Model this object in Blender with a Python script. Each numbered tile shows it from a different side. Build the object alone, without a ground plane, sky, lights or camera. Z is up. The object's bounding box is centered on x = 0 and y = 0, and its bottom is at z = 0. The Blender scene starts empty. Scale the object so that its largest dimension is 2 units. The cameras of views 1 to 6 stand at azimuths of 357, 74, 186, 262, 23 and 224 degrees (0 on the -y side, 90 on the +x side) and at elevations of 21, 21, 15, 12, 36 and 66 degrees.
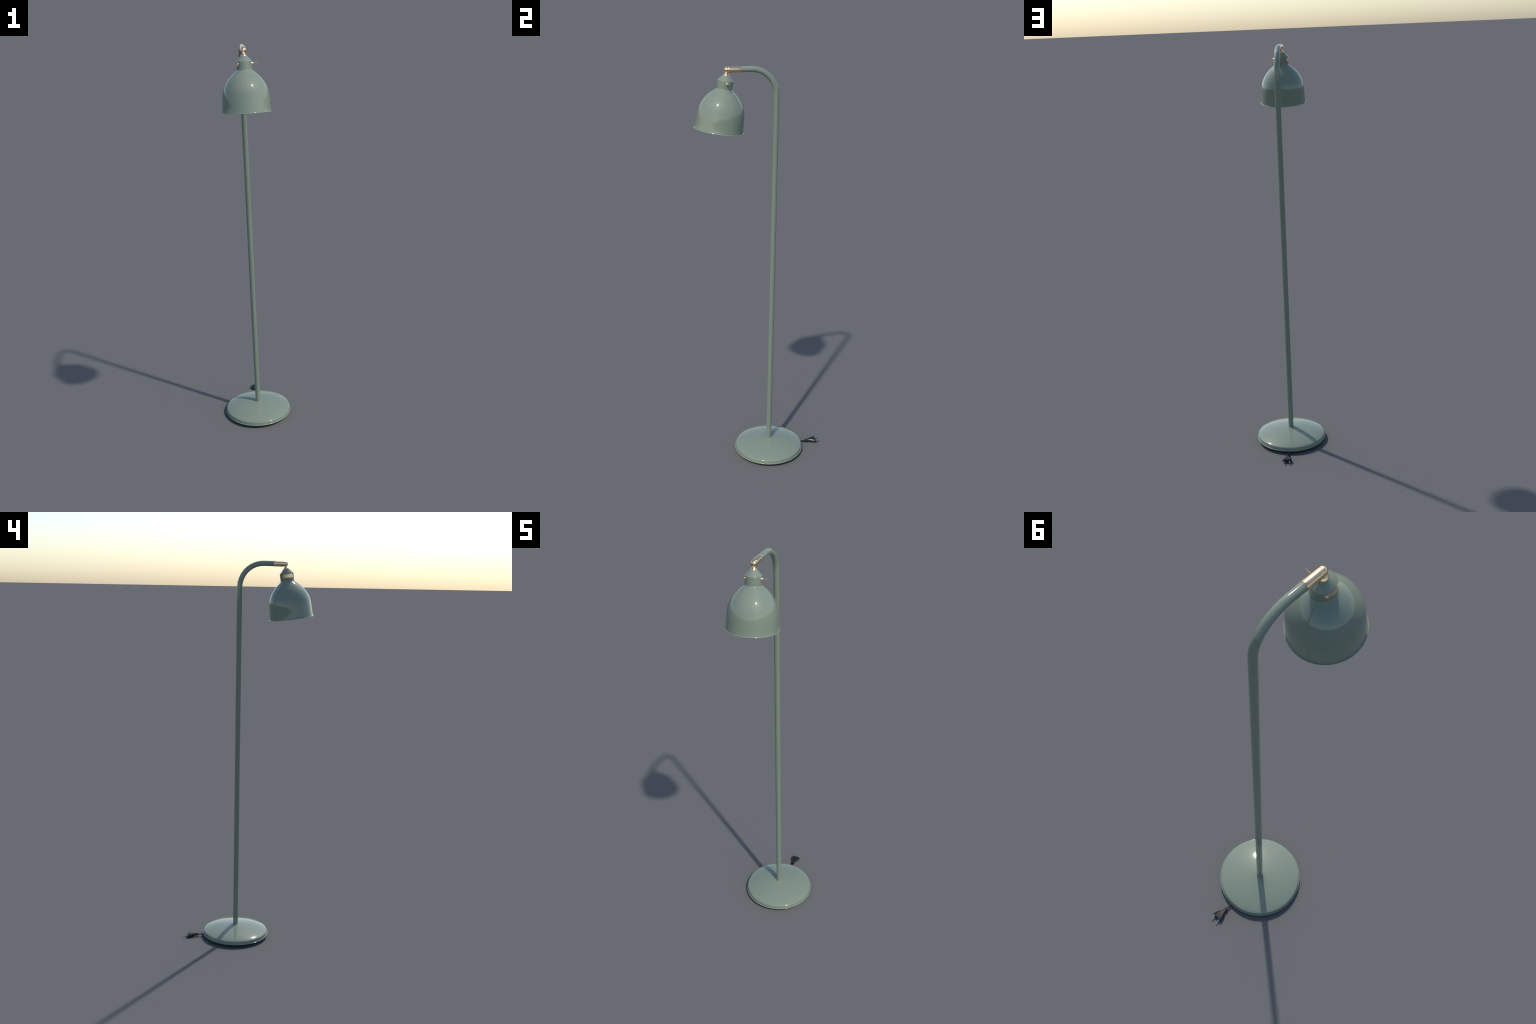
"""Green painted floor lamp: domed round base, slim pole with a bent arm,
brass swivel joint, bell shaped metal shade, toggle switch, cord and plug."""
import bpy, bmesh, math
from mathutils import Matrix, Vector

# ------------------------------------------------------------------ sizes
BASE_Y = 0.050            # centre of base and pole (y)
TUBE_R = 0.0132           # pole / arm tube radius
ARM_Z = 1.9863            # axis height of the arm where the bend ends
SAG = math.tan(math.radians(0.45))   # the arm drops very slightly to the front
BEND_R = 0.120            # centre-line radius of the bend
SLEEVE_R = 0.0140
BALL_R = 0.0136            # rounded end, set off from the sleeve by a fine groove
SLEEVE_BACK = -0.1187     # y where the brass sleeve starts
PIVOT_Y = -0.1812         # centre of the sleeve's rounded end
SHADE_O = (0.0, -0.1849, 1.9604)   # top of the shade, on its axis
SHADE_TILT = math.radians(-7.72)


# -------------------------------------------------------------- materials
def principled(name, rough, metallic=0.0):
    m = bpy.data.materials.new(name)
    m.use_nodes = True
    nt = m.node_tree
    b = nt.nodes["Principled BSDF"]
    b.inputs["Roughness"].default_value = rough
    b.inputs["Metallic"].default_value = metallic
    return m, nt, b


def mottled(name, col_a, col_b, rough, metallic=0.0, scale=40.0, bump=0.0, bump_scale=900.0,
            rough_var=0.0, detail=3.0):
    m, nt, b = principled(name, rough, metallic)
    tc = nt.nodes.new("ShaderNodeTexCoord")
    n = nt.nodes.new("ShaderNodeTexNoise")
    n.inputs["Scale"].default_value = scale
    n.inputs["Detail"].default_value = detail
    nt.links.new(tc.outputs["Object"], n.inputs["Vector"])
    r = nt.nodes.new("ShaderNodeValToRGB")
    r.color_ramp.elements[0].position = 0.3
    r.color_ramp.elements[1].position = 0.7
    r.color_ramp.elements[0].color = (*col_a, 1)
    r.color_ramp.elements[1].color = (*col_b, 1)
    nt.links.new(n.outputs["Fac"], r.inputs["Fac"])
    nt.links.new(r.outputs["Color"], b.inputs["Base Color"])
    if rough_var:
        mr = nt.nodes.new("ShaderNodeMapRange")
        mr.inputs["To Min"].default_value = rough - rough_var
        mr.inputs["To Max"].default_value = rough + rough_var
        nt.links.new(n.outputs["Fac"], mr.inputs["Value"])
        nt.links.new(mr.outputs["Result"], b.inputs["Roughness"])
    if bump:
        n2 = nt.nodes.new("ShaderNodeTexNoise")
        n2.inputs["Scale"].default_value = bump_scale
        nt.links.new(tc.outputs["Object"], n2.inputs["Vector"])
        bp = nt.nodes.new("ShaderNodeBump")
        bp.inputs["Strength"].default_value = bump
        bp.inputs["Distance"].default_value = 0.0005
        nt.links.new(n2.outputs["Fac"], bp.inputs["Height"])
        nt.links.new(bp.outputs["Normal"], b.inputs["Normal"])
    return m


PAINT = mottled("green_gloss_paint", (0.193, 0.231, 0.173), (0.199, 0.238, 0.179), 0.075, scale=25)
BRASS = mottled("polished_brass", (0.97, 0.670, 0.385), (0.99, 0.690, 0.400), 0.24, 1.0, scale=60)
BLACK = mottled("black_plastic", (0.006, 0.006, 0.0062), (0.008, 0.008, 0.0083), 0.32, scale=90)
STEEL = mottled("plated_steel", (0.50, 0.50, 0.50), (0.55, 0.55, 0.55), 0.2, 1.0, scale=90)
WHITE = mottled("white_enamel", (0.70, 0.70, 0.67), (0.72, 0.72, 0.69), 0.35, scale=30)


# ---------------------------------------------------------------- helpers
root = bpy.data.objects.new("floor_lamp", None)
bpy.context.scene.collection.objects.link(root)
root["label"] = "sage green metal floor lamp with brass joint"
root["category"] = "floor lamp"


def finish(bm, name, mat, parent=None, matrix=None, angle=35.0):
    bmesh.ops.remove_doubles(bm, verts=bm.verts, dist=1e-6)
    bmesh.ops.recalc_face_normals(bm, faces=bm.faces)
    me = bpy.data.meshes.new(name)
    bm.to_mesh(me)
    bm.free()
    for p in me.polygons:
        p.use_smooth = True
    me.set_sharp_from_angle(angle=math.radians(angle))
    me.materials.append(mat)
    ob = bpy.data.objects.new(name, me)
    bpy.context.scene.collection.objects.link(ob)
    ob.parent = parent or root
    if matrix is not None:
        ob.matrix_basis = matrix
    return ob


def spline(pts, n=6):
    """Catmull-Rom (chord length) through 2D control points."""
    out = []
    P = [Vector(p) for p in pts]
    P = [P[0] * 2 - P[1]] + P + [P[-1] * 2 - P[-2]]
    for i in range(1, len(P) - 2):
        p0, p1, p2, p3 = P[i - 1:i + 3]
        d0, d1, d2 = [max(x.length, 1e-9) ** 0.5 for x in (p1 - p0, p2 - p1, p3 - p2)]
        t1, t2 = (p1 - p0) / d0, (p2 - p1) / d1
        m1 = ((p1 - p0) / d0 - (p2 - p0) / (d0 + d1) + (p2 - p1) / d1) * d1
        m2 = ((p2 - p1) / d1 - (p3 - p1) / (d1 + d2) + (p3 - p2) / d2) * d1
        for k in range(n):
            t = k / n
            out.append(((2 * t**3 - 3 * t**2 + 1) * p1 + (t**3 - 2 * t**2 + t) * m1
                        + (-2 * t**3 + 3 * t**2) * p2 + (t**3 - t**2) * m2))
    out.append(P[-2])
    return [(p.x, p.y) for p in out]


def arc(cx, cz, r, a0, a1, n=6):
    return [(cx + r * math.cos(math.radians(a0 + (a1 - a0) * i / n)),
             cz + r * math.sin(math.radians(a0 + (a1 - a0) * i / n))) for i in range(n + 1)]


def lathe(profile, seg=96, closed=False):
    """Revolve (radius, z) profile about z; radius 0 becomes a pole."""
    bm = bmesh.new()
    rings = []
    for r, z in profile:
        if r < 1e-7:
            rings.append([bm.verts.new((0, 0, z))])
        else:
            rings.append([bm.verts.new((r * math.cos(2 * math.pi * i / seg),
                                        r * math.sin(2 * math.pi * i / seg), z)) for i in range(seg)])
    pairs = list(zip(rings, rings[1:]))
    if closed:
        pairs.append((rings[-1], rings[0]))
    for a, b in pairs:
        for i in range(seg):
            j = (i + 1) % seg
            if len(a) == 1 and len(b) == 1:
                continue
            if len(a) == 1:
                bm.faces.new((a[0], b[i], b[j]))
            elif len(b) == 1:
                bm.faces.new((a[i], a[j], b[0]))
            else:
                bm.faces.new((a[i], a[j], b[j], b[i]))
    return bm


def sweep(centres, section, cap=True):
    """Loft closed 2D sections (u, v) along centres; frames given as (origin, U, V)."""
    bm = bmesh.new()
    rings = []
    for k, (o, u, v) in enumerate(centres):
        sec = section(k) if callable(section) else section
        rings.append([bm.verts.new(o + u * a + v * b) for a, b in sec])
    n = len(rings[0])
    for a, b in zip(rings, rings[1:]):
        for i in range(n):
            bm.faces.new((a[i], a[(i + 1) % n], b[(i + 1) % n], b[i]))
    if cap:
        bm.faces.new(rings[0])
        bm.faces.new(rings[-1])
    return bm


def circle(r, n=32, rv=None):
    return [(r * math.cos(2 * math.pi * i / n), (rv or r) * math.sin(2 * math.pi * i / n)) for i in range(n)]


# -------------------------------------------------------------- round base
dome = spline([(0.0150, 0.0646), (0.030, 0.0633), (0.060, 0.0600), (0.093, 0.0549), (0.125, 0.0480),
               (0.145, 0.0423), (0.1555, 0.0386), (0.1630, 0.0356), (0.1666, 0.0339), (0.1690, 0.0325), (0.1706, 0.0310),
               (0.1716, 0.0285), (0.1723, 0.0240), (0.1728, 0.0200), (0.1731, 0.0180)], 5)
base_profile = ([(0.0, 0.0655), (0.0128, 0.0655), (0.0138, 0.0650)] + dome
                + [(0.1733, 0.0168), (0.1738, 0.0162), (0.1745, 0.0161)] + arc(0.1757, 0.0150, 0.0013, 110, -90, 8)
                + [(0.1725, 0.0139), (0.1720, 0.0155), (0.0, 0.0155)])
base = finish(lathe(base_profile, 160), "base", PAINT,
              matrix=Matrix.Translation((0, BASE_Y, 0)), angle=50)
pad = finish(lathe([(0, 0.0157), (0.155, 0.0157), (0.155, 0.002), (0.153, 0.0), (0, 0.0)], 128),
             "foot_pad", BLACK, parent=base)

# -------------------------------------------------------------- pole + arm
X = Vector((1, 0, 0))
frames = []
for z in (0.058, 0.3, 0.6, 0.9, 1.2, 1.5, 1.75):
    frames.append((Vector((0, BASE_Y, z)), X, Vector((0, 1, 0))))
NB = 9


def arm_z(y):
    return ARM_Z - SAG * max(0.0, BASE_Y - BEND_R - y)


cy, cz = BASE_Y - BEND_R, ARM_Z - BEND_R
for i in range(NB + 1):
    a = math.radians(90 * i / NB)
    d = Vector((0, math.cos(a), math.sin(a)))
    frames.append((Vector((0, cy, cz)) + d * BEND_R, X, d))
frames.append((Vector((0, SLEEVE_BACK - 0.010, arm_z(SLEEVE_BACK - 0.010))), X, Vector((0, 0, 1))))
pole = finish(sweep(frames, circle(TUBE_R, 40)), "pole", PAINT, angle=40)

# ------------------------------------------------- brass sleeve with ball end
Ln = SLEEVE_BACK - PIVOT_Y
prof = ([(0.0, Ln - 0.003), (TUBE_R - 0.001, Ln - 0.003), (TUBE_R + 0.0001, Ln - 0.0004), (SLEEVE_R - 0.0002, Ln), (SLEEVE_R, Ln - 0.0004)]
        + [(SLEEVE_R, Ln * k / 4) for k in (3, 2, 1)] + [(SLEEVE_R, 0.0042), (SLEEVE_R - 0.0002, 0.0036), (SLEEVE_R - 0.0009, 0.0030)]
        + arc(0, 0, BALL_R, 13, -90, 16))
prof[-1] = (0.0, -BALL_R)
sleeve_bm = lathe(prof, 64)
# local z -> world +y
sleeve = finish(sleeve_bm, "arm_sleeve", BRASS,
                matrix=Matrix.Translation((0, PIVOT_Y, arm_z(PIVOT_Y))) @ Matrix.Rotation(math.radians(-90) + math.atan(SAG), 4, 'X'))
# slot for the swivel stem, cut from below and in front
bm = bmesh.new()
SW, ST = 0.0072, 0.0
bmesh.ops.create_cube(bm, size=1.0)
bmesh.ops.scale(bm, verts=bm.verts, vec=(2 * SW, 0.040, 0.030))
bmesh.ops.translate(bm, verts=bm.verts, vec=(0, PIVOT_Y + SW - 0.020, arm_z(PIVOT_Y) + ST - 0.015))
cutter = finish(bm, "slot_cutter", BRASS)
mod = sleeve.modifiers.new("slot", "BOOLEAN")
mod.operation = 'DIFFERENCE'
mod.object = cutter
mod.solver = 'EXACT'
bpy.context.view_layer.update()
dg = bpy.context.evaluated_depsgraph_get()
me = bpy.data.meshes.new_from_object(sleeve.evaluated_get(dg))
sleeve.modifiers.clear()
sleeve.data = me
for p in me.polygons:
    p.use_smooth = True
me.set_sharp_from_angle(angle=math.radians(35))
bpy.data.objects.remove(cutter)

# set screws on both flanks of the sleeve
screw_bm = lathe([(0, 0.0005), (0.0011, 0.0005), (0.0012, 0.0012), (0.0021, 0.0012), (0.0024, 0.0008), (0.0024, -0.001), (0, -0.001)], 20)
to_local = sleeve.matrix_basis.inverted()
scr = finish(screw_bm, "set_screw", BRASS, parent=sleeve)
for k, s in enumerate((1, -1)):
    o = scr if k == 0 else scr.copy()
    if k:
        bpy.context.scene.collection.objects.link(o)
    o.matrix_basis = (to_local @ Matrix.Translation((s * (SLEEVE_R - 0.0004), SLEEVE_BACK - 0.0105, arm_z(SLEEVE_BACK)))
                      @ Matrix.Rotation(math.radians(90 * s), 4, 'Y'))

# ------------------------------------------------------------ shade frame
SM = Matrix.Translation(SHADE_O) @ Matrix.Rotation(SHADE_TILT, 4, 'X')
# in this frame the axis runs down local -z; h below is distance down the axis
def down(pts):
    return [(r, -h) for r, h in pts]

# swivel joint: flared foot, stem, round head inside the slot
PIV = 0.0255
joint_prof = ([(0, -0.001), (0.0146, 0.0), (0.0147, 0.0006), (0.0145, 0.0014)]
              + [(0.0142, 0.0019), (0.0109, 0.0068)] + spline([(0.0104, 0.0075), (0.0094, 0.0083), (0.0080, 0.0092), (0.0071, 0.0108), (0.0067, 0.0130), (0.0066, 0.0180)], 4)
              + arc(0, PIV - 0.002, 0.0066, 0, 90, 6))
joint_prof[-1] = (0.0, joint_prof[-1][1])
joint = finish(lathe(joint_prof, 48), "swivel_joint", BRASS, matrix=SM, angle=50)

# cap: cone and cylindrical neck
NECK_END = 0.0580
cap_prof = down([(0.0, 0.0), (0.0146, 0.0), (0.0150, 0.0004)]
                + [(0.0349, 0.0216), (0.0354, 0.0223), (0.0356, 0.0231), (0.0356, 0.0243)]
                + [(0.0353, 0.035), (0.0350, 0.047), (0.0348, NECK_END)])
cap = finish(lathe(cap_prof, 96), "shade_neck", PAINT, matrix=SM, angle=28)

# bell dome with outward rolled rim, thin shell
outer = spline([(0.0348, NECK_END), (0.0352, 0.0602), (0.0372, 0.0632), (0.0410, 0.0663), (0.0456, 0.0700),
                (0.0575, 0.0800), (0.0675, 0.0900), (0.0762, 0.1000), (0.0836, 0.1100), (0.0897, 0.1200),
                (0.0948, 0.1300), (0.0989, 0.1400), (0.1021, 0.1500), (0.1043, 0.1600), (0.1058, 0.1700),
                (0.1069, 0.1800), (0.1076, 0.1900), (0.1081, 0.2000), (0.1085, 0.2100), (0.1090, 0.2210), (0.1096, 0.2310),
                (0.1105, 0.2410)], 6)
rim = ([(0.1106, 0.2430), (0.1109, 0.2443), (0.1114, 0.2450), (0.1122, 0.2451)] + arc(0.1134, 0.2461, 0.0011, -112, 90, 7)
       + [(0.1114, 0.2473), (0.1098, 0.2445)])
T = 0.0014
inner = [(r - T, h) for r, h in reversed(outer) if 0.062 < h < 0.243]
inner = [(r, h) for r, h in inner if h > 0.066]
shade_prof = down(outer + rim)
shade = finish(lathe(shade_prof, 160), "lamp_shade", PAINT, matrix=SM, angle=40)
lining_prof = down([(0.1098, 0.2445)] + inner + [(0.0345, 0.0645), (0.0, 0.0645)])
lining = finish(lathe(lining_prof, 128), "shade_lining", PAINT, parent=shade, angle=40)

# socket and bulb inside the shade
socket = finish(lathe(down([(0.0, 0.0650), (0.0240, 0.0650), (0.0245, 0.0655), (0.0245, 0.100), (0.0235, 0.102), (0.0, 0.102)]), 48),
                "bulb_socket", BLACK, matrix=SM)
bulb_prof = down(spline([(0.0175, 0.1021), (0.0180, 0.112), (0.0235, 0.125), (0.0330, 0.143), (0.0385, 0.162),
                         (0.0370, 0.182), (0.0290, 0.196), (0.0150, 0.2045), (0.0, 0.2065)], 5))
bulb = finish(lathe(bulb_prof, 48), "light_bulb", WHITE, matrix=SM, angle=60)

# --------------------------------------------- name plate with two rivets
PH = 0.0345               # down the axis
HALF, HH, CR = 0.0253, 0.0088, 0.0075
def plate_outline(grow):
    pts = []
    hw, hh, cr = HALF + grow, HH + grow, CR + grow
    for cx, cz2, a0 in ((hw - cr, hh - cr, 0), (-(hw - cr), hh - cr, 90), (-(hw - cr), -(hh - cr), 180), (hw - cr, -(hh - cr), 270)):
        for i in range(7):
            a = math.radians(a0 + 15 * i)
            pts.append((cx + cr * math.cos(a), cz2 + cr * math.sin(a)))
    return pts
bm = bmesh.new()
NR = 0.0352
cols = 28
def on_neck(c, z, rr):
    """chord coordinate c -> point wrapped on the neck, facing local -x"""
    a = math.asin(max(-1, min(1, c / (NR + 0.0006))))
    return Vector((-rr * math.cos(a), rr * math.sin(a), z - PH))
def plate_half_height(c):
    e = HALF - CR
    if abs(c) <= e:
        return HH
    return HH - CR + math.sqrt(max(CR * CR - (abs(c) - e) ** 2, 0))
cs = [HALF * math.sin(math.pi / 2 * (2 * i / cols - 1)) for i in range(cols + 1)]
rings = []
for c in cs:
    h = max(plate_half_height(c), 0.0008)
    sec = []
    for z, rr in ((-h, NR - 0.001), (-h, NR + 0.0009), (-h + 0.0004, NR + 0.0013), (h - 0.0004, NR + 0.0013), (h, NR + 0.0009), (h, NR - 0.001)):
        sec.append(bm.verts.new(on_neck(c, z, rr)))
    rings.append(sec)
for a, b in zip(rings, rings[1:]):
    for i in range(6):
        bm.faces.new((a[i], a[(i + 1) % 6], b[(i + 1) % 6], b[i]))
bm.faces.new(rings[0]); bm.faces.new(rings[-1])
plate = finish(bm, "name_plate", BRASS, matrix=SM, angle=30)

rivet_bm = lathe([(0.0, 0.0028)] + [(0.0037 * math.sin(math.radians(a)), 0.0028 * math.cos(math.radians(a))) for a in (20, 40, 60, 78)] + [(0.0038, -0.001), (0, -0.001)], 24)
riv = finish(rivet_bm, "rivet", BRASS, parent=plate)
for k, c in enumerate((0.0185, -0.0185)):
    o = riv if k == 0 else riv.copy()
    if k:
        bpy.context.scene.collection.objects.link(o)
    p = on_neck(c, 0.0, NR + 0.0012)
    n = Vector((p.x, p.y, 0)).normalized()
    o.matrix_basis = Matrix.Translation(p) @ n.to_track_quat('Z', 'Y').to_matrix().to_4x4()

# -------------------------------------------------------- toggle switch
sw_m = SM @ Matrix.Translation((0.0345, 0, -0.0335)) @ Matrix.Rotation(math.radians(90), 4, 'Y')
sw = finish(lathe([(0, -0.002), (0.0078, -0.002), (0.0078, 0.0016), (0.0074, 0.0022)]
                  + [(0.0066 * math.cos(math.radians(a)), 0.0022 + 0.0064 * math.sin(math.radians(a))) for a in (0, 20, 40, 60, 75)]
                  + [(0, 0.0086)], 32), "toggle_switch", BRASS, matrix=sw_m, angle=40)
lev_len = 0.0198
lever = finish(lathe([(0, 0.0), (0.0019, 0.0), (0.0018, lev_len * 0.8), (0.0020, lev_len * 0.86), (0.0025, lev_len * 0.91), (0.0025, lev_len * 0.97), (0.0017, lev_len * 1.01), (0, lev_len * 1.01)], 16),
               "switch_lever", BRASS, parent=sw,
               matrix=Matrix.Translation((0, 0, 0.0062)) @ Matrix.Rotation(math.radians(-11), 4, 'Y'))

# ------------------------------------------------------- cord and plug
PZ = 0.0089               # plug centre height
cord_frames = []
for y, z in ((0.12, 0.0095), (0.20, 0.0095), (0.225, 0.0095), (0.245, 0.0090), (0.262, PZ)):
    cord_frames.append((Vector((-0.0005, y, z)), X, Vector((0, 0, 1))))
cord = finish(sweep(cord_frames, circle(0.0040, 20, 0.0031)), "power_cord", BLACK)

def plug_section(w, flat, h):
    """six-sided section: widest at mid height, flat top and bottom"""
    e = 0.0014
    pts = [(w, e), (flat + 0.0010, h - 0.0009), (flat, h), (-flat, h), (-flat - 0.0010, h - 0.0009), (-w, e),
           (-w, -e), (-flat - 0.0010, -h + 0.0009), (-flat, -h), (flat, -h), (flat + 0.0010, -h + 0.0009), (w, -e)]
    return pts
stations = [  # y, half width, half flat top, half height
    (0.2585, 0.0060, 0.0028, 0.0062), (0.2640, 0.0066, 0.0032, 0.0065), (0.2720, 0.0087, 0.0046, 0.0072),
    (0.2800, 0.0126, 0.0068, 0.0079), (0.2870, 0.0168, 0.0096, 0.0085), (0.2940, 0.0202, 0.0122, 0.0088),
    (0.3020, 0.0220, 0.0138, 0.0089), (0.3070, 0.0240, 0.0147, 0.0089), (0.3095, 0.0246, 0.0149, 0.0089), (0.3110, 0.0241, 0.0146, 0.0085)]
pf = [(Vector((0, s[0], PZ)), X, Vector((0, 0, 1))) for s in stations]
plug = finish(sweep(pf, lambda k: plug_section(*stations[k][1:])), "plug", BLACK, angle=40)
collar = finish(lathe([(0, -0.0018), (0.0086, -0.0022), (0.0089, -0.0016), (0.0089, 0.0016), (0.0086, 0.0022), (0, 0.0018)], 24),
                "cord_collar", BLACK, parent=plug,
                matrix=Matrix.Translation((0, 0.2575, PZ)) @ Matrix.Rotation(math.radians(-90), 4, 'X'))
prong_bm = lathe([(0, -0.003), (0.0022, -0.003), (0.0022, 0.0175), (0.0018, 0.0192), (0.0010, 0.0199), (0, 0.0200)], 16)
prong = finish(prong_bm, "prong", STEEL, parent=plug)
for k, x in enumerate((0.0135, -0.0135)):
    o = prong if k == 0 else prong.copy()
    if k:
        bpy.context.scene.collection.objects.link(o)
    o.matrix_basis = Matrix.Translation((x, 0.3108, PZ + 0.0006)) @ Matrix.Rotation(math.radians(-90), 4, 'X')
